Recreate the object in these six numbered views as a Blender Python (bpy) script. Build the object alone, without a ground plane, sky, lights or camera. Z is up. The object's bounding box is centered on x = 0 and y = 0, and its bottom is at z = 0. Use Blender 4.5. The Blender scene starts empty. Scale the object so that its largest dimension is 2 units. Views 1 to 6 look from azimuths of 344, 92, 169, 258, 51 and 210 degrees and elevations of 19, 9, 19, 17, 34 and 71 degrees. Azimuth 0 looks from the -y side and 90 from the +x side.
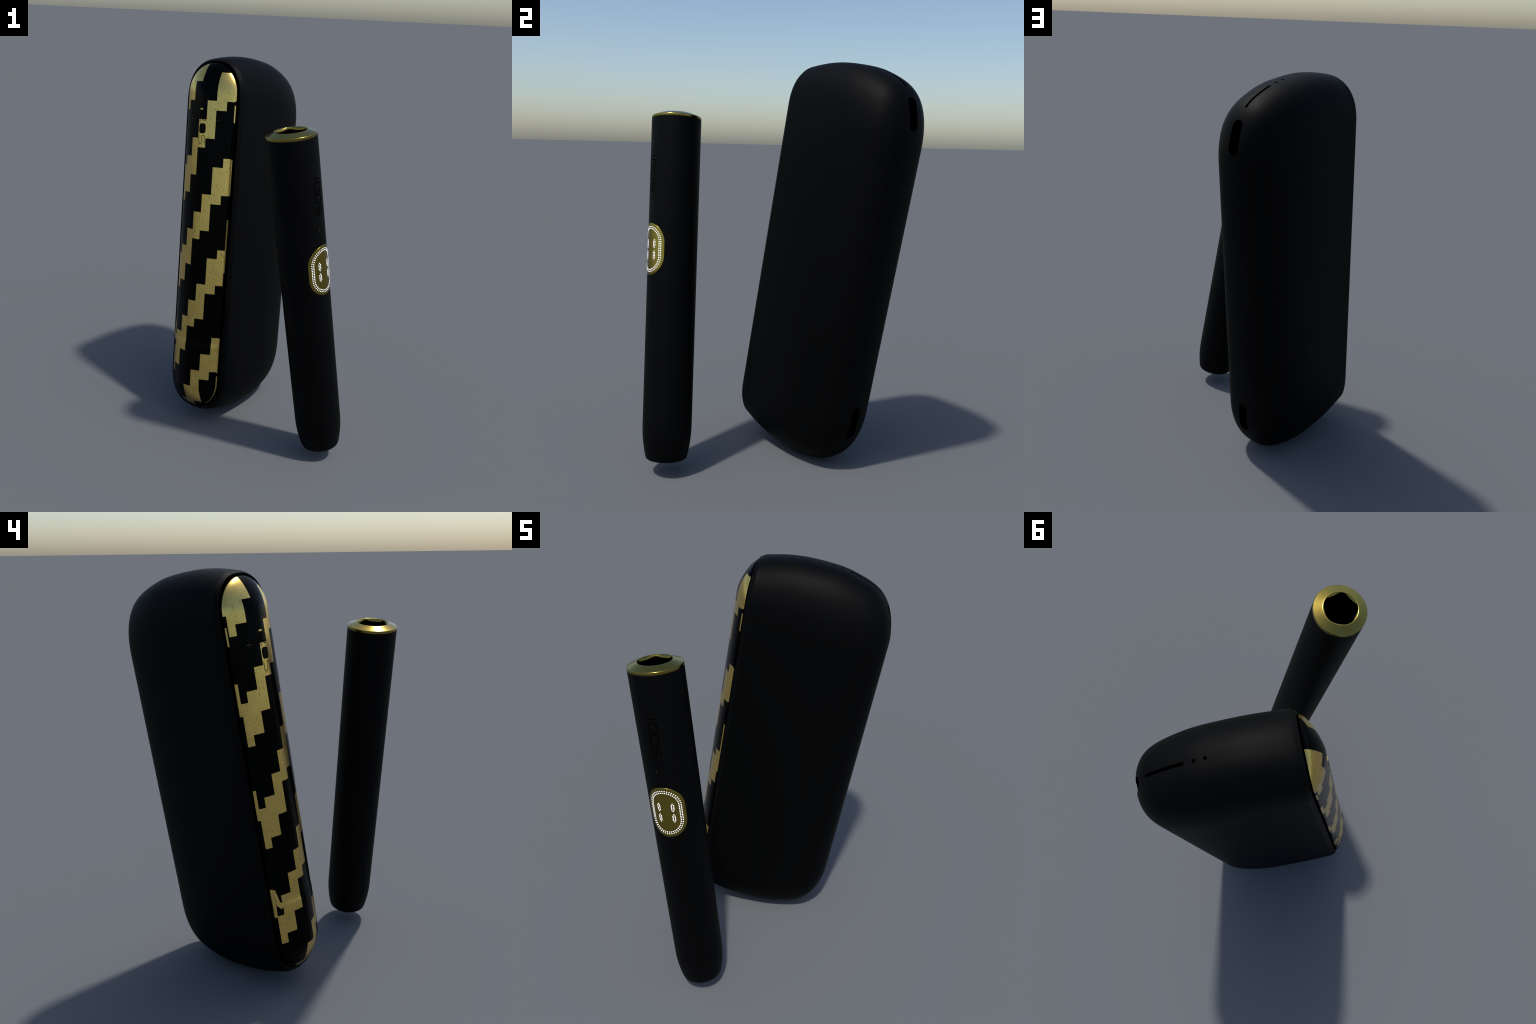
"""Matte black pocket charger with a gold stair-step front panel, and the slim
round stick that belongs to it, leaning beside it.

Each thing is modelled upright in its own frame and posed by its Empty.
Charger frame: X = depth (front panel faces -X), Y = across the thickness,
Z = long axis (base at 0).  Stick frame: Z = axis, base at 0."""
import math
import bpy, bmesh
import numpy as np
from mathutils import Matrix, Vector

# ----------------------------------------------------------------- helpers
def euler_matrix(rx, ry, rz):
    return (Matrix.Rotation(rz, 3, 'Z') @ Matrix.Rotation(ry, 3, 'Y') @ Matrix.Rotation(rx, 3, 'X'))

def spline(xs, ys):
    """natural cubic spline through the points"""
    xs, ys = np.array(xs, float), np.array(ys, float)
    n = len(xs); h = np.diff(xs)
    A = np.eye(n); b = np.zeros(n)
    for i in range(1, n - 1):
        A[i, i - 1], A[i, i], A[i, i + 1] = h[i - 1], 2 * (h[i - 1] + h[i]), h[i]
        b[i] = 6 * ((ys[i + 1] - ys[i]) / h[i] - (ys[i] - ys[i - 1]) / h[i - 1])
    m = np.linalg.solve(A, b)
    def f(x):
        k = int(np.clip(np.searchsorted(xs, x) - 1, 0, n - 2))
        a, c = xs[k + 1] - x, x - xs[k]
        return ((m[k] * a ** 3 + m[k + 1] * c ** 3) / (6 * h[k])
                + (ys[k] / h[k] - m[k] * h[k] / 6) * a + (ys[k + 1] / h[k] - m[k + 1] * h[k] / 6) * c)
    return f

def make_object(name, verts, faces, mat, parent, normals=None, smooth=True):
    me = bpy.data.meshes.new(name)
    me.from_pydata([tuple(map(float, v)) for v in verts], [], faces)
    me.validate(); me.update()
    me.materials.append(mat)
    for p in me.polygons: p.use_smooth = smooth
    if normals is not None:
        me.normals_split_custom_set_from_vertices([tuple(n) for n in normals])
    ob = bpy.data.objects.new(name, me)
    bpy.context.scene.collection.objects.link(ob)
    ob.parent = parent
    return ob

def from_bmesh(name, bm, mat, parent, angle=40):
    bmesh.ops.recalc_face_normals(bm, faces=bm.faces)
    for f in bm.faces: f.smooth = True
    for e in bm.edges:
        e.smooth = not (len(e.link_faces) == 2 and e.calc_face_angle(0) > math.radians(angle))
    me = bpy.data.meshes.new(name); bm.to_mesh(me); bm.free()
    me.materials.append(mat)
    ob = bpy.data.objects.new(name, me)
    bpy.context.scene.collection.objects.link(ob)
    ob.parent = parent
    return ob

def loft(rings, close_first=False, close_last=False):
    """faces between equal-length closed rings"""
    n = len(rings[0]); verts = [v for r in rings for v in r]; faces = []
    for i in range(len(rings) - 1):
        for j in range(n):
            k = (j + 1) % n
            faces.append((i * n + j, i * n + k, (i + 1) * n + k, (i + 1) * n + j))
    if close_first: faces.append(tuple(range(n)))
    if close_last: faces.append(tuple(range((len(rings) - 1) * n, len(rings) * n)))
    return verts, faces

def bmesh_from(verts, faces, merge=1e-5):
    bm = bmesh.new()
    vs = [bm.verts.new(v) for v in verts]
    for f in faces:
        try: bm.faces.new([vs[i] for i in f])
        except ValueError: pass
    bmesh.ops.remove_doubles(bm, verts=bm.verts, dist=merge)
    bmesh.ops.dissolve_degenerate(bm, edges=bm.edges, dist=1e-6)
    return bm

# --------------------------------------------------------------- materials
def new_material(name):
    m = bpy.data.materials.new(name); m.use_nodes = True
    nt = m.node_tree
    return m, nt, nt.nodes['Principled BSDF']

def node(nt, kind, **props):
    n = nt.nodes.new(kind)
    for k, v in props.items():
        if k in n.inputs: n.inputs[k].default_value = v
        else: setattr(n, k, v)
    return n

def soft_black(name, base, rough, spec, grain=0.0):
    m, nt, b = new_material(name)
    co = node(nt, 'ShaderNodeTexCoord')
    no = node(nt, 'ShaderNodeTexNoise', Scale=260.0, Detail=3.0, Roughness=0.6)
    nt.links.new(co.outputs['Object'], no.inputs['Vector'])
    ramp = node(nt, 'ShaderNodeMapRange')
    ramp.inputs['To Min'].default_value = rough - 0.03
    ramp.inputs['To Max'].default_value = rough + 0.03
    nt.links.new(no.outputs['Fac'], ramp.inputs['Value'])
    nt.links.new(ramp.outputs['Result'], b.inputs['Roughness'])
    b.inputs['Base Color'].default_value = (*base, 1)
    b.inputs['Specular IOR Level'].default_value = spec
    if grain:
        bu = node(nt, 'ShaderNodeBump', Strength=grain, Distance=0.0006)
        nt.links.new(no.outputs['Fac'], bu.inputs['Height'])
        nt.links.new(bu.outputs['Normal'], b.inputs['Normal'])
    return m

def gold(name, base, rough, specks=False, coat=0.0, metal=1.0):
    m, nt, b = new_material(name)
    b.inputs['Metallic'].default_value = metal
    b.inputs['Roughness'].default_value = rough
    b.inputs['Coat Weight'].default_value = coat
    b.inputs['Coat Roughness'].default_value = 0.05
    b.inputs['Base Color'].default_value = (*base, 1)
    co = node(nt, 'ShaderNodeTexCoord')
    if specks:
        # squash one axis a little: the specks lie as short slanted flecks
        mp = node(nt, 'ShaderNodeMapping')
        mp.inputs['Rotation'].default_value = (0.6, 0, 0)
        mp.inputs['Scale'].default_value = (1.0, 1.0, 0.7)
        vo = node(nt, 'ShaderNodeTexVoronoi', Scale=150.0)
        nt.links.new(co.outputs['Object'], mp.inputs['Vector'])
        nt.links.new(mp.outputs['Vector'], vo.inputs['Vector'])
        big = node(nt, 'ShaderNodeTexNoise', Scale=26.0, Detail=2.0)
        nt.links.new(co.outputs['Object'], big.inputs['Vector'])
        # only some cells hold a speck: threshold depends on the cell's random colour
        sep = node(nt, 'ShaderNodeSeparateColor')
        nt.links.new(vo.outputs['Color'], sep.inputs['Color'])
        size = node(nt, 'ShaderNodeMapRange')
        size.inputs['From Min'].default_value = 0.25
        size.inputs['From Max'].default_value = 1.0
        size.inputs['To Min'].default_value = -0.05
        size.inputs['To Max'].default_value = 0.40
        nt.links.new(sep.outputs['Red'], size.inputs['Value'])
        lt = node(nt, 'ShaderNodeMath', operation='SUBTRACT')
        nt.links.new(size.outputs['Result'], lt.inputs[0])
        nt.links.new(vo.outputs['Distance'], lt.inputs[1])
        sharp = node(nt, 'ShaderNodeMapRange')
        sharp.inputs['From Min'].default_value = 0.0
        sharp.inputs['From Max'].default_value = 0.10
        nt.links.new(lt.outputs[0], sharp.inputs['Value'])
        fine = node(nt, 'ShaderNodeTexNoise', Scale=420.0, Detail=2.0)
        nt.links.new(co.outputs['Object'], fine.inputs['Vector'])
        mixc = node(nt, 'ShaderNodeMix', data_type='RGBA')
        mixc.inputs['A'].default_value = (*base, 1)
        mixc.inputs['B'].default_value = (base[0] * .38, base[1] * .36, base[2] * .30, 1)
        nt.links.new(sharp.outputs['Result'], mixc.inputs['Factor'])
        tone = node(nt, 'ShaderNodeMapRange')
        tone.inputs['From Min'].default_value = 0.3
        tone.inputs['From Max'].default_value = 0.7
        tone.inputs['To Min'].default_value = 0.88
        tone.inputs['To Max'].default_value = 1.08
        addn = node(nt, 'ShaderNodeMath', operation='MULTIPLY_ADD')
        addn.inputs[1].default_value = 0.5
        half = node(nt, 'ShaderNodeMath', operation='MULTIPLY')
        half.inputs[1].default_value = 0.5
        nt.links.new(big.outputs['Fac'], half.inputs[0])
        nt.links.new(fine.outputs['Fac'], addn.inputs[0])
        nt.links.new(half.outputs[0], addn.inputs[2])
        nt.links.new(addn.outputs[0], tone.inputs['Value'])
        mul = node(nt, 'ShaderNodeMix', data_type='RGBA', blend_type='MULTIPLY')
        mul.inputs['Factor'].default_value = 1.0
        nt.links.new(mixc.outputs['Result'], mul.inputs['A'])
        nt.links.new(tone.outputs['Result'], mul.inputs['B'])
        nt.links.new(mul.outputs['Result'], b.inputs['Base Color'])
        bu = node(nt, 'ShaderNodeBump', Strength=0.25, Distance=0.0015)
        bu.invert = True
        nt.links.new(sharp.outputs['Result'], bu.inputs['Height'])
        nt.links.new(bu.outputs['Normal'], b.inputs['Normal'])
    else:
        no = node(nt, 'ShaderNodeTexNoise', Scale=90.0, Detail=2.0)
        nt.links.new(co.outputs['Object'], no.inputs['Vector'])
        mr = node(nt, 'ShaderNodeMapRange')
        mr.inputs['To Min'].default_value = rough - 0.02
        mr.inputs['To Max'].default_value = rough + 0.02
        nt.links.new(no.outputs['Fac'], mr.inputs['Value'])
        nt.links.new(mr.outputs['Result'], b.inputs['Roughness'])
    return m

MATTE = soft_black('matte_black_plastic', (0.0006, 0.0006, 0.0006), 0.58, 0.09, 0.05)
GLOSS = soft_black('glossy_black_lacquer', (0.0002, 0.0002, 0.00025), 0.2, 0.05)
PIT = soft_black('recess_black', (0.0001, 0.0001, 0.0001), 0.7, 0.0)
INK = soft_black('engraved_black', (0.0002, 0.00015, 0.0001), 0.7, 0.0)
GOLD_LEAF = gold('speckled_gold', (0.76, 0.545, 0.155), 0.29, specks=True, coat=0.04)
GOLD_METAL = gold('polished_gold', (0.33, 0.25, 0.055), 0.21)
GOLD_PLATE = gold('satin_gold', (0.33, 0.25, 0.045), 0.26)
LIT, _nt, _b = new_material('lit_white_dot')
_b.inputs['Base Color'].default_value = (0.9, 0.9, 0.9, 1)
_b.inputs['Emission Color'].default_value = (1, 1, 1, 1)
_b.inputs['Emission Strength'].default_value = 0.8

# ------------------------------------------------------------ top levels
def thing(name, origin, rot, label, category):
    e = bpy.data.objects.new(name, None)
    e.empty_display_size = 0.1
    bpy.context.scene.collection.objects.link(e)
    e.matrix_world = Matrix.Translation(origin) @ rot.to_4x4()
    e["label"], e["category"] = label, category
    return e

ROT_C = euler_matrix(-0.0612, 0.1441, 0.6969)
MID = 1.0                                  # local height of the case's middle
ORG_C = Vector((-0.2189, 0.0605, 1.0383)) + ROT_C @ Vector((0, 0, -MID))
case = thing('pocket_charger', ORG_C, ROT_C,
             'tall rounded matte black charger with gold stair-step front panel', 'charger')
ROT_S = euler_matrix(-0.0037, -0.1595, 0.0)
stick = thing('heating_stick', Vector((0.2997, -0.5296, 0.0774)), ROT_S,
              'slim round matte black stick with gold cap and dotted display', 'electronic cigarette')

# ================================================================ CHARGER
# ---- stadium ring in the (Y, Z) plane, superelliptic ends
def stadium(T, H, cap, n=2.4, ends=56, sides=36):
    e = T * cap
    pts = []
    for i in range(ends):                                    # upper end, +Y to -Y
        a = math.pi * i / (ends - 1)
        c, s = math.cos(a), math.sin(a)
        pts.append((T * math.copysign(abs(c) ** (2 / n), c), (H - e) + e * abs(s) ** (2 / n)))
    for i in range(1, sides):
        pts.append((-T, (H - e) * (1 - 2 * i / sides)))
    for i in range(ends):
        a = math.pi + math.pi * i / (ends - 1)
        c, s = math.cos(a), math.sin(a)
        pts.append((T * math.copysign(abs(c) ** (2 / n), c), -(H - e) - e * abs(s) ** (2 / n)))
    for i in range(1, sides):
        pts.append((T, -(H - e) * (1 - 2 * i / sides)))
    return pts

# depth runs as a quarter sine from the front ridge to the back spine
D_BACK, D_REF = 0.6632, -0.02
def depth(u): return D_REF + (D_BACK - D_REF) * math.sin(u * math.pi / 2)
U0 = math.asin((0.0 - D_REF) / (D_BACK - D_REF)) / (math.pi / 2)
U_KNOTS = (U0, .10, .2, .3, .4, .475, .55, .7, .8, .9, 1.0)
half_thick = spline(U_KNOTS, (.1850, .1880, .1906, .1924, .1920, .1874, .1798, .1520, .1172, .0730, 0.0))
half_height = spline(U_KNOTS, (.9687, .9887, 1.0010, 1.0008, .9936, .9795, .9622, .9072, .8430, .7670, .6970))
def end_cap(u): return 1.21 * (1 - u) + 1.80 * u
W_OFF = MID - 0.002
def ring(d, T, H, cap): return [(d, y, z + W_OFF) for y, z in stadium(T, H, cap)]

rings = [ring(-0.006, .150, .934, 1.2), ring(-0.006, .1595, .9445, 1.2), ring(-0.016, .1600, .9450, 1.2),
         ring(-0.0205, .1670, .9515, 1.2), ring(-0.0215, .1725, .9563, 1.2), ring(-0.0010, .1845, .9682, 1.2)]
us = list(U0 + (1 - U0) * (1 - (1 - np.linspace(0, 1, 46)) ** 1.25))
for u in us[:-1]:
    rings.append(ring(depth(u), max(half_thick(u), 1e-4), half_height(u), end_cap(u)))
rings.append(ring(D_BACK, 0.0, half_height(1.0), 1.8))
v, f = loft(rings, close_first=True)
bm = bmesh_from(v, f, 2e-5)
bmesh.ops.recalc_face_normals(bm, faces=bm.faces)
body_me = bpy.data.meshes.new('shell'); bm.to_mesh(body_me); bm.free()
for p in body_me.polygons: p.use_smooth = True
body_me.materials.append(MATTE)
shell = bpy.data.objects.new('shell', body_me)
bpy.context.scene.collection.objects.link(shell)

# ---- slots cut into the shell along its rear centre line
def slot_cutter(a, b, width, floor):
    """round-ended bar from a to b (depth, height) on the centre plane, sunk inwards by floor"""
    A, B = Vector((a[0], 0, a[1] + MID)), Vector((b[0], 0, b[1] + MID))
    along = (B - A); L = along.length
    along = along.normalized() if L > 1e-6 else Vector((-1, 0, 0.05)).normalized()
    side = Vector((0, 1, 0)); out = along.cross(side)
    if out.dot(Vector((.3, 0, math.copysign(.6, a[1])))) < 0: out = -out
    r = width / 2; A2, B2 = A + along * (r if L > 1e-6 else 0), B - along * (r if L > 1e-6 else 0)
    outline = []
    for i in range(17): t = math.pi * i / 16; outline.append(B2 + side * r * math.cos(t) + along * r * math.sin(t))
    for i in range(17): t = math.pi + math.pi * i / 16; outline.append(A2 + side * r * math.cos(t) + along * r * math.sin(t))
    mid = (A + B) / 2; hi = [p + out * 0.05 for p in outline]
    layers = [hi, [p - out * min(floor * .5, .016) for p in outline]]
    if floor > .1:                              # opens into the hollow inside of the shell
        grow = lambda k: [p + side * ((p - mid).dot(side) * (k - 1)) + along * ((p - mid).dot(along) * .08) for p in outline]
        layers += [[p - out * .018 for p in grow(1.9)], [p - out * .05 for p in grow(2.8)], [p - out * .09 for p in grow(4.2)], [p - out * floor for p in grow(4.2)]]
    else: layers.append([p - out * floor for p in outline])
    vv, ff = loft(layers, True, True)
    b_ = bmesh_from(vv, ff, 1e-6); bmesh.ops.recalc_face_normals(b_, faces=b_.faces)
    return b_

SLOTS = [('side_button', (.6566, .733), (.6104, .881), .053, .34),
         ('charging_port', (.660, -.612), (.6435, -.783), .053, .34),
         ('light_slot', (.568, .920), (.4045, .9868), .0130, .014),
         ('light_dot', (.3665, .9936), (.3665, .9936), .0145, .014),
         ('light_dot', (.3232, .9980), (.3232, .9980), .0145, .014)]
joint = bmesh.new()                               # all cutters in one mesh: a single boolean
tags = [bpy.data.materials.new('tag_%d' % k) for k in range(len(SLOTS))]
for k, (nm, a, b, w, fl) in enumerate(SLOTS):
    one = slot_cutter(a, b, w, fl)
    for fc in one.faces: fc.material_index = k
    me = bpy.data.meshes.new('cut'); one.to_mesh(me); one.free()
    joint.from_mesh(me); bpy.data.meshes.remove(me)
bmesh.ops.triangulate(joint, faces=joint.faces)
cut_me = bpy.data.meshes.new('cut'); joint.to_mesh(cut_me); joint.free()
for m in tags: cut_me.materials.append(m)
cutter = bpy.data.objects.new('cut', cut_me); bpy.context.scene.collection.objects.link(cutter)
md = shell.modifiers.new('cut', 'BOOLEAN'); md.operation = 'DIFFERENCE'; md.solver = 'EXACT'
md.material_mode = 'TRANSFER'; md.use_hole_tolerant = True; md.object = cutter
dg = bpy.context.evaluated_depsgraph_get()
done = bpy.data.meshes.new_from_object(shell.evaluated_get(dg))
names = [m.name if m else '' for m in done.materials]
src = bmesh.new(); src.from_mesh(done)
src.faces.ensure_lookup_table()
for o in [o for o in bpy.data.objects if o.name.startswith(('cut', 'shell'))]:
    bpy.data.objects.remove(o)
def region(tag, keep):
    b_ = src.copy()
    dead = [fc for fc in b_.faces if (names[fc.material_index] == tag) != keep]
    bmesh.ops.delete(b_, geom=dead, context='FACES')
    for fc in b_.faces: fc.material_index = 0
    return b_
hull = src.copy()
bmesh.ops.delete(hull, geom=[fc for fc in hull.faces if names[fc.material_index].startswith('tag_')], context='FACES')
for fc in hull.faces: fc.material_index = 0
from_bmesh('shell', hull, MATTE, case, 24)
for k, s in enumerate(SLOTS):
    r = region('tag_%d' % k, True)
    if len(r.faces): from_bmesh(s[0], r, PIT, case, 30)
src.free()
for m in [m for m in bpy.data.materials if m.name.startswith('tag_')]: bpy.data.materials.remove(m)

# ---- domed front panel, cut along the pattern grid into lacquer and gold
P_T, P_H, P_BASE, P_RISE = .1562, .9413, -.0290, .0735
KINK = -.552                                   # the lower part steps out a little
def dome(t, w):
    r = math.hypot(t, max(abs(w) - (P_H - P_T), 0)) / P_T
    rise = max(1 - r ** 1.447, 0.0) ** 0.711
    step = .0042 * min(max((KINK - w) / .022, 0), 1) * min(max((w + P_H) / .25, 0), 1)
    bump = .004 * math.exp(-((w + .555) / .045) ** 2) * min(max((t - .095) / .05, 0), 1) if r < .995 else 0.0
    return P_BASE - P_RISE * rise - step * rise ** .5 - bump
prings = []
for r in list(np.sin(np.linspace(0.012, 1, 30) * math.pi / 2)):
    T, H = P_T * r, P_H - P_T * (1 - r)
    prings.append([(dome(y, z), y, z + MID) for y, z in stadium(T, H, 1.0, 2.0, 56, 110)])
prings.append([(-.0075, y, z + MID) for y, z in stadium(P_T, P_H, 1.0, 2.0, 56, 110)])
v, f = loft(prings, close_first=True)
bm = bmesh_from(v, f, 2e-5)
CELL, ROW0 = .0486, .0164                      # grid pitch; height of row line 0
COLS = [(c - .5) * .0485 for c in (-2, -1, 0, 1, 2, 3)]
EDGE = .148
def bisect(co, no, sel=None):
    fs = [fc for fc in bm.faces if sel is None or sel(fc.calc_center_median())]
    geom = list(dict.fromkeys(g for fc in fs for g in (*fc.verts, *fc.edges))) + fs
    bmesh.ops.bisect_plane(bm, geom=geom, plane_co=co, plane_no=no, dist=1e-6)
for t in COLS + [-EDGE, EDGE, -.1525, .1525]:
    bisect((0, t, 0), (0, 1, 0))
for k in range(-20, 20):
    bisect((0, 0, ROW0 + k * CELL + MID), (0, 0, 1))
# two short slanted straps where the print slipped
STRAP = [(.1407, -.4827), (.1299, -.5497), (.1157, -.5569), (.1169, -.5764), (.1316, -.5836), (.1462, -.5603), (.1480, -.4827)]
near = lambda c: .11 < c.y < .17 and -.67 < c.z - MID < -.44
for a, b in zip(STRAP, STRAP[1:] + STRAP[:1]):
    e = Vector((0, b[0] - a[0], b[1] - a[1]))
    bisect((0, a[0], a[1] + MID), (0, -e.z, e.y), near)
SIDE_P = [(.350 + .486 * n, .494 + .486 * n) for n in (-2, -1, 0, 1)]      # edge strip, +Y side
SIDE_M = [(.640, .727), (.840, .75), (.262, .449), (-.1545, .133), (-.718, -.520), (-.93, -.737)]
for lo, hi in SIDE_P + [(.657, .737)]:
    for w in (lo, hi): bisect((0, 0, w + MID), (0, 0, 1), lambda c: c.y > EDGE)
for lo, hi in SIDE_M:
    for w in (lo, hi): bisect((0, 0, w + MID), (0, 0, 1), lambda c: c.y < -.1525)
bm.normal_update()

def inside(poly, x, y):
    hit = False
    for (x1, y1), (x2, y2) in zip(poly, poly[1:] + poly[:1]):
        if (y1 > y) != (y2 > y) and x < (x2 - x1) * (y - y1) / (y2 - y1) + x1: hit = not hit
    return hit
TOP = {-3: 9, -2: 8, -1: 5, 0: 3, 1: 1, 2: -1, 3: -2}     # first row of the stair in each column
LEN = {0: 3}                                              # stairs are 4 rows tall, 3 in the middle
def is_gold(c):
    t, w = c.y, c.z - MID
    if c.x > P_BASE + .004: return False
    straight = abs(w) < P_H - P_T
    if inside(STRAP, t, w): return True
    r = math.hypot(t, max(abs(w) - (P_H - P_T), 0)) / P_T
    if t < -.09 and r > .975 and -.91 < w < -.737: return True      # thin run along the lower rim
    if t > EDGE and straight: return any(lo < w < hi for lo, hi in SIDE_P) or (t > .1525 and .657 < w < .737)
    if t < -.1525 and straight: return any(min(a) < w < max(a) for a in SIDE_M)
    col = int(math.floor(t / .0485 + .5)); col = max(-3, min(3, col))
    row = (w - ROW0) / CELL
    if row > 18 and col < 0: return False
    top, n_ = TOP[col], LEN.get(col, 4)
    if col == -2 and -13 < row < -12: return False
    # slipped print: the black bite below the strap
    if .1212 < t < EDGE and -.6164 < w < -.56: return False if not inside(STRAP, t, w) else True
    return ((top - row) % 10) < n_ and True
def export(name, faces, mat):
    vs = list(dict.fromkeys(vv for fc in faces for vv in fc.verts)); ix = {vv: i for i, vv in enumerate(vs)}
    return make_object(name, [vv.co for vv in vs], [[ix[vv] for vv in fc.verts] for fc in faces], mat, case,
                       [vn[vv] for vv in vs])
bmesh.ops.recalc_face_normals(bm, faces=bm.faces); bm.normal_update()
vn = {vv: vv.normal.copy() for vv in bm.verts}
todo = {fc for fc in bm.faces if is_gold(fc.calc_center_median())}
dark = [fc for fc in bm.faces if fc not in todo]
edge = {fc for fc in dark if fc.calc_center_median().x > P_BASE - .001}     # steep panel rim, blackened as shadow to kill its sun glint
export('front_panel', [fc for fc in dark if fc not in edge], GLOSS)
export('panel_edge', [fc for fc in dark if fc in edge], INK)
pieces = []
while todo:
    seed = next(fc for fc in bm.faces if fc in todo); todo.discard(seed); group, stack = [seed], [seed]
    while stack:
        for e in stack.pop().edges:
            for nb in e.link_faces:
                if nb in todo: todo.discard(nb); group.append(nb); stack.append(nb)
    pieces.append(group)
pieces.sort(key=lambda g: -max(fc.calc_center_median().z for fc in g))
for g in pieces: export('gold_stripe', g, GOLD_LEAF)
bm.free()

# ---- lettering: strokes laid on a surface, (u, v) -> point and outward normal
def arc(cx, cy, r, a0, a1, n=6):
    return [(cx + r * math.cos(math.radians(a0 + (a1 - a0) * i / n)), cy + r * math.sin(math.radians(a0 + (a1 - a0) * i / n))) for i in range(n + 1)]
R_ = .30
LETTER_I = [[(0, 0), (0, 1)]]
LETTER_O = [arc(1 - R_, 1 - R_, R_, 90, 0) + arc(1 - R_, R_, R_, 0, -90) + arc(R_, R_, R_, -90, -180) + arc(R_, 1 - R_, R_, 180, 90) + [(1 - R_, 1)]]
LETTER_Q = [[(.78, .40)] + [(.98, .62)] + arc(1 - .25, 1 - .25, .25, 0, 90) + arc(.2, 1 - .2, .2, 90, 180) + arc(.2, .2, .2, 180, 270) + [(1.08, 0), (1.22, -.06)],
            [(.98, .36), (.98, .72)]]
LETTER_S = [[(.95, 1.0)] + arc(.22, .76, .24, 90, 270) + arc(.78, .26, .26, 90, -90) + [(.04, 0)]]
def stroke_mesh(paths, place, width, lift, sink=.0015):
    verts, faces = [], []
    for path in paths:
        P = [Vector((x, y)) for x, y in path]; base = len(verts)
        # refine so the stroke hugs the curved surface
        Q = [P[0]]
        for a, b in zip(P, P[1:]):
            k = max(1, int((b - a).length / .006))
            Q += [a + (b - a) * (i + 1) / k for i in range(k)]
        for i, p in enumerate(Q):
            d = (Q[min(i + 1, len(Q) - 1)] - Q[max(i - 1, 0)]).normalized(); nrm = Vector((-d.y, d.x)) * width / 2
            for s, h in ((1, lift), (-1, lift), (-1, -sink), (1, -sink)):
                verts.append(place(p + nrm * s, h))
        for i in range(len(Q) - 1):
            o = base + 4 * i
            for j in range(4): faces.append((o + j, o + (j + 1) % 4, o + 4 + (j + 1) % 4, o + 4 + j))
        faces.append(tuple(base + j for j in range(4))); e = base + 4 * (len(Q) - 1)
        faces.append(tuple(e + j for j in range(4)))
    return verts, faces
def letter(paths, u0, u1, v0, v1):
    return [[(u0 + (u1 - u0) * x, v0 + (v1 - v0) * y) for x, y in p] for p in paths]
# panel: u runs down the panel from its middle (-w), v runs towards -Y
def on_panel(p, h): return Vector((dome(-p.y, -p.x) - h, -p.y, -p.x + MID))
def panel_mark(name, paths, width, mat, lift=.0004):
    vv, ff = stroke_mesh(paths, on_panel, width, lift)
    return from_bmesh(name, bmesh_from(vv, ff, 1e-7), mat, case, 30)
panel_mark('letter_i', letter(LETTER_I, -.7008, 0, -.0195, -.0005), .0075, GOLD_LEAF)
panel_mark('letter_q', letter(LETTER_Q, -.683, -.643, -.0175, .0215), .0030, INK)
panel_mark('letter_o', letter(LETTER_O, -.6245, -.578, -.0175, .0190), .0046, INK)
panel_mark('letter_s', letter(LETTER_S, -.566, -.523, -.0190, .0185), .0028, INK)
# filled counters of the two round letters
for nm, u0, u1, v0, v1 in (('letter_counter', -.6225, -.580, -.0155, .0170), ('letter_counter', -.681, -.650, -.0155, .0150)):
    o = letter([LETTER_O[0][:-1]], u0, u1, v0, v1)[0]
    c = (sum(p[0] for p in o) / len(o), sum(p[1] for p in o) / len(o))
    lay = [[on_panel(Vector((c[0] + (x - c[0]) * s, c[1] + (y - c[1]) * s)), h) for x, y in o] for s, h in ((.02, .0006), (.35, .0006), (.7, .0006), (1, .0006), (1, -.001))]
    vv, ff = loft(lay, True, True)
    from_bmesh(nm, bmesh_from(vv, ff, 1e-7), GLOSS, case, 30)
panel_mark('indicator_line', [[(-.6488, -.0885), (-.6491, -.0680)]], .0011, GOLD_METAL, .0002)
panel_mark('indicator_line', [[(-.6488, .0800), (-.6495, .0900)]], .0008, GOLD_METAL, .0002)

# ================================================================ STICK
S_R, S_L, FLARE = .1193, 1.6624, .0009
def rev(profile, seg=128, wobble=None):
    out = []
    for i, (r, z) in enumerate(profile):
        out.append([(r * math.cos(2 * math.pi * j / seg), r * math.sin(2 * math.pi * j / seg), z) for j in range(seg)])
    return out
def tube_r(z): return S_R + FLARE * z / S_L
BAND = .0125                                     # height of the straight side of the cap
prof = [(0.004, -.0125), (.045, -.0118), (.080, -.0085), (.0935, -.0050), (.0990, .000), (.1015, .007)]
z0, zc = .007, .160
for i in range(1, 13):
    s = i / 12; prof.append((.1015 + (tube_r(zc) - .1015) * (1 - (1 - s) ** 2), z0 + (zc - z0) * s))
for i in range(1, 25):
    z = zc + (S_L - BAND - .0015 - zc) * i / 24; prof.append((tube_r(z), z))
zt = S_L - BAND
prof += [(tube_r(zt) - .0012, zt - .0002), (.100, zt - .0002), (.102, zt - .0002), (.102, zt - 1.45), (.003, zt - 1.45)]
v, f = loft(rev(prof), True, True)
from_bmesh('tube', bmesh_from(v, f, 1e-6), MATTE, stick, 35)

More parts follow.
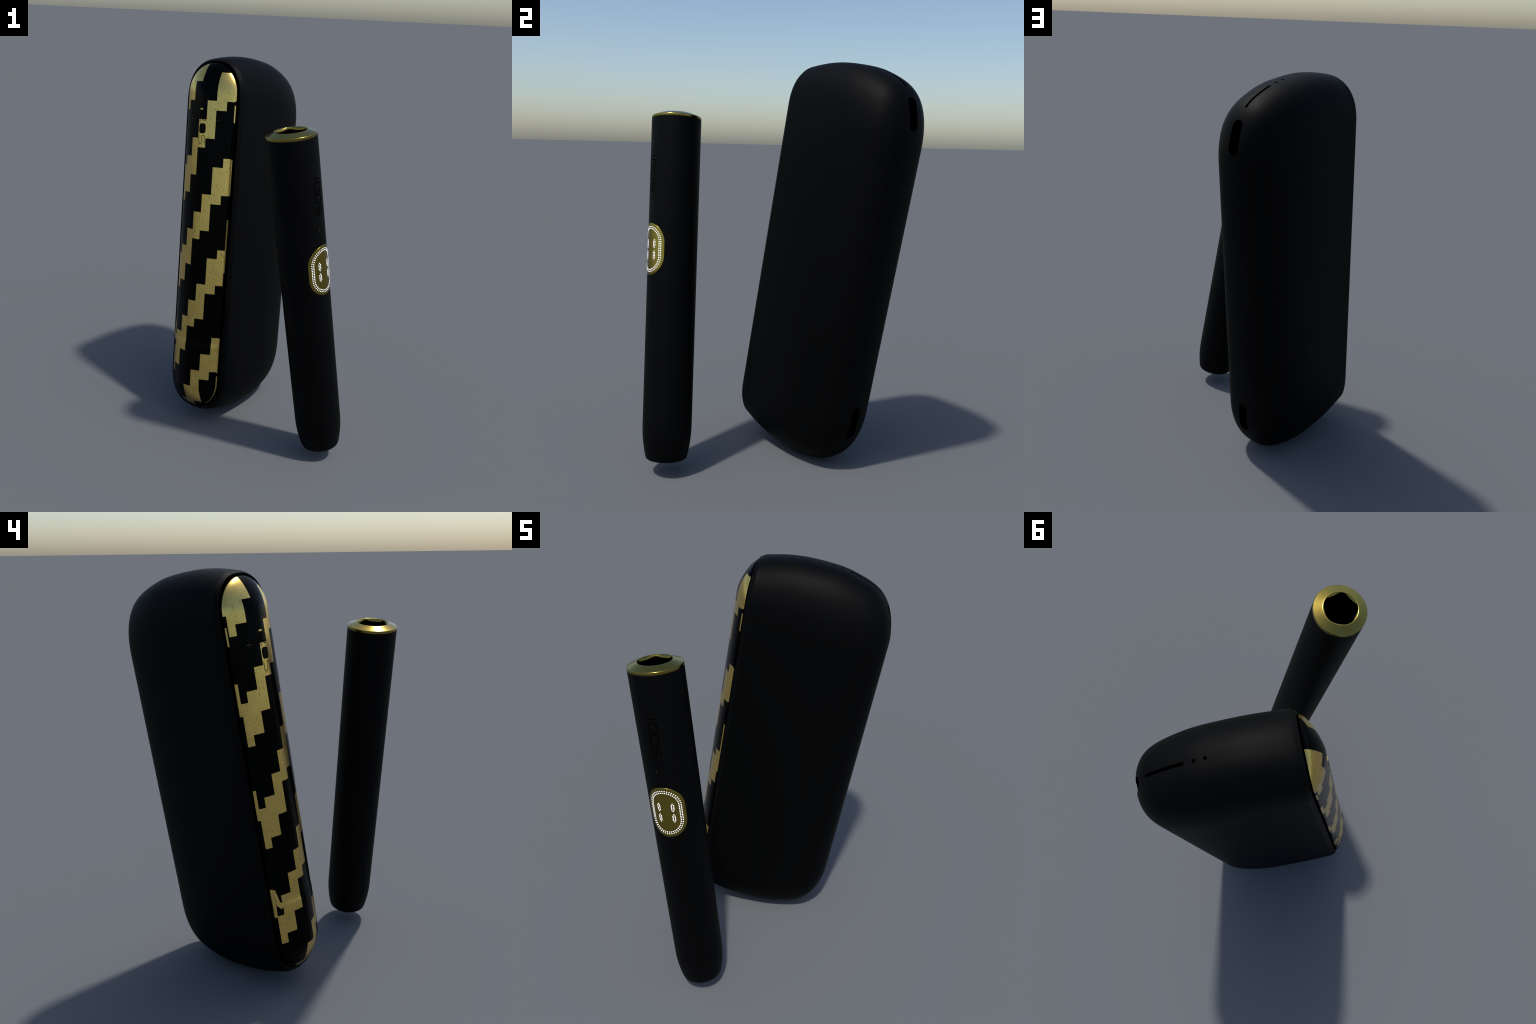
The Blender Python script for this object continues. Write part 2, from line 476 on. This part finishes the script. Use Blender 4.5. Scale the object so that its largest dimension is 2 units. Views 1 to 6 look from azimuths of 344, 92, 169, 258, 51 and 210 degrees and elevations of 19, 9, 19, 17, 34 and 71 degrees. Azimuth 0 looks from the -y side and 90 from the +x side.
# cap: straight band, bevelled crown, lip, and a five-sided socket below it
RIM, CROWN = .0770, .0165
def five(phi, k):                                # rounded pentagon: 0 at the corners, k on the flats
    d = (phi - math.radians(-66)) % (2 * math.pi / 5) - math.pi / 5
    flat = .066 / math.cos(d); lim = .0748
    soft = -math.log(math.exp(-1500 * flat) + math.exp(-1500 * lim)) / 1500
    return k * max(0.0, min(1.0, (lim - soft) / (lim - .066)))
seg = 200
cap = []
for r, z, k in ((.088, -BAND + .0005, 0), (.1178, -BAND + .0005, 0), (.1194, -BAND + .001, 0), (.1200, -BAND + .0022, 0), (.1200, -.0016, 0),
                (.1200, -.0026, 0), (.1196, -.0006, 0), (.1184, .0009, 0), (.1176, .0013, 0), (.1160, .0019, 0), (.100, .0082, 0), (.0815, .0155, 0), (.0800, .0161, 0), (.0783, .0166, 0), (.0770, .0163, 0), (.0762, .0158, .0008),
                (.0756, .0140, .003), (.0750, .0100, .0066), (.0745, .0055, .0085), (.0745, .0, .0085), (.0745, -.010, .0085), (.082, -BAND + .0005, 0)):
    cap.append([((r - five(a, k)) * math.cos(a), (r - five(a, k)) * math.sin(a), S_L + z) for a in (2 * math.pi * j / seg for j in range(seg))])
cap.append(cap[0])
v, f = loft(cap)
from_bmesh('cap_ring', bmesh_from(v, f, 1e-6), GOLD_METAL, stick, 38)
# dark liner so the bore reads as a deep hole
lin = [[((r - five(a, .0085 if z > -.014 else 0)) * math.cos(a), (r - five(a, .0085 if z > -.014 else 0)) * math.sin(a), S_L + z) for a in (2 * math.pi * j / 96 for j in range(96))]
       for r, z in ((.0738, .0035), (.0738, -.012), (.0990, -.016), (.0990, -1.44), (.002, -1.44))]
v, f = loft(lin, False, True)
from_bmesh('bore', bmesh_from(v, f, 1e-6), PIT, stick, 40)

# display plate wrapped on the tube: u = arc length, v = height, about the plate's centre
PHI0, Z0 = math.radians(-53.5), 1.0137
def on_tube(p, h):
    rr = tube_r(Z0) + h; a = PHI0 + p.x / tube_r(Z0)
    return Vector((rr * math.cos(a), rr * math.sin(a), Z0 + p.y))
def pill(r, half, n=40):
    return [(r * math.cos(math.pi * i / n), half + r * math.sin(math.pi * i / n)) for i in range(n + 1)] + \
           [(-r * math.cos(math.pi * i / n), -half - r * math.sin(math.pi * i / n)) for i in range(n + 1)]
lay = []
for r, h in ((.002, .0016), (.02, .0016), (.04, .0016), (.06, .0016), (.08, .0016), (.0885, .0016), (.0905, .0012), (.0915, .0), (.0915, -.004)):
    k = max(r / .0915, .03)
    lay.append([on_tube(Vector(q), h) for q in pill(r, .0335 * (k if r < .06 else 1))])
lay = [[on_tube(Vector(q), h) for q in pill(r, .0335)] for r, h in ((.0005, .0016), (.02, .0016), (.04, .0016), (.06, .0016), (.08, .0016), (.0890, .0016), (.0907, .0012), (.0915, .0), (.0915, -.004))]
v, f = loft(lay, True)
from_bmesh('display_plate', bmesh_from(v, f, 1e-6), GOLD_PLATE, stick, 50)
# lit dots: two rings side by side, and four eyes of ten
spots = []
def along_pill(r, half, s):                      # s in 0..1, equal shares per ring so the two rings pair up
    arc_n, str_n = 21.4, 8.4; tot = 2 * (arc_n + str_n); x = (s * tot) % tot
    if x < arc_n: a = math.pi * x / arc_n; return (r * math.cos(a), half + r * math.sin(a))
    x -= arc_n
    if x < str_n: return (-r, half - 2 * half * x / str_n)
    x -= str_n
    if x < arc_n: a = math.pi + math.pi * x / arc_n; return (r * math.cos(a), -half + r * math.sin(a))
    x -= arc_n
    return (r, -half + 2 * half * x / str_n)
N_DOT = 60
for r in (.0730, .0637):
    spots += [along_pill(r, .0352, i / N_DOT) for i in range(N_DOT)]
for cx in (-.0303, .0343):
    for cz in (1.0394 - Z0, .9856 - Z0):
        spots += [(cx, cz + .0183), (cx, cz - .0183)] + [(cx + sx * .0048, cz + dz) for sx in (-1, 1) for dz in (.0110, .0037, -.0037, -.0110)]
verts, faces = [], []
for sx, sz in spots:
    o = len(verts); n = 10
    for rr, h in ((.0026, .0012), (.0026, .0018), (.0018, .0021)):
        verts += [on_tube(Vector((sx + rr * math.cos(2 * math.pi * j / n), sz + rr * math.sin(2 * math.pi * j / n))), h) for j in range(n)]
    for i in range(2):
        for j in range(n): faces.append((o + i * n + j, o + i * n + (j + 1) % n, o + (i + 1) * n + (j + 1) % n, o + (i + 1) * n + j))
    faces.append(tuple(o + 2 * n + j for j in range(n)))
dots = make_object('display_dots', verts, faces, LIT, stick, smooth=False)
dots["kind"] = "stuff"

# word on the tube in thin raised black strokes: reads downwards, letter tops towards +phi
def on_tube_text(p, h):
    rr = tube_r(1.37) + h; a = math.radians(-53.0) + p.y / S_R
    return Vector((rr * math.cos(a), rr * math.sin(a), -p.x))
def tube_mark(name, paths, width=.0036):
    vv, ff = stroke_mesh(paths, on_tube_text, width, .0006)
    return from_bmesh(name, bmesh_from(vv, ff, 1e-7), INK, stick, 30)
V0, V1 = -.0180, .0185
tube_mark('letter_i', letter(LETTER_I, -1.4615, 0, V0, V1))
tube_mark('letter_q', letter(LETTER_Q, -1.4440, -1.4000, V0, V1))
tube_mark('letter_o', letter(LETTER_O, -1.3875, -1.3445, V0, V1))
tube_mark('letter_s', letter(LETTER_S, -1.3315, -1.2890, V0, V1))
vv, ff = stroke_mesh([[(-1.226, -.0135), (-1.211, -.0150)]], on_tube_text, .0012, .0005)
from_bmesh('indicator_line', bmesh_from(vv, ff, 1e-7), GOLD_PLATE, stick, 30)
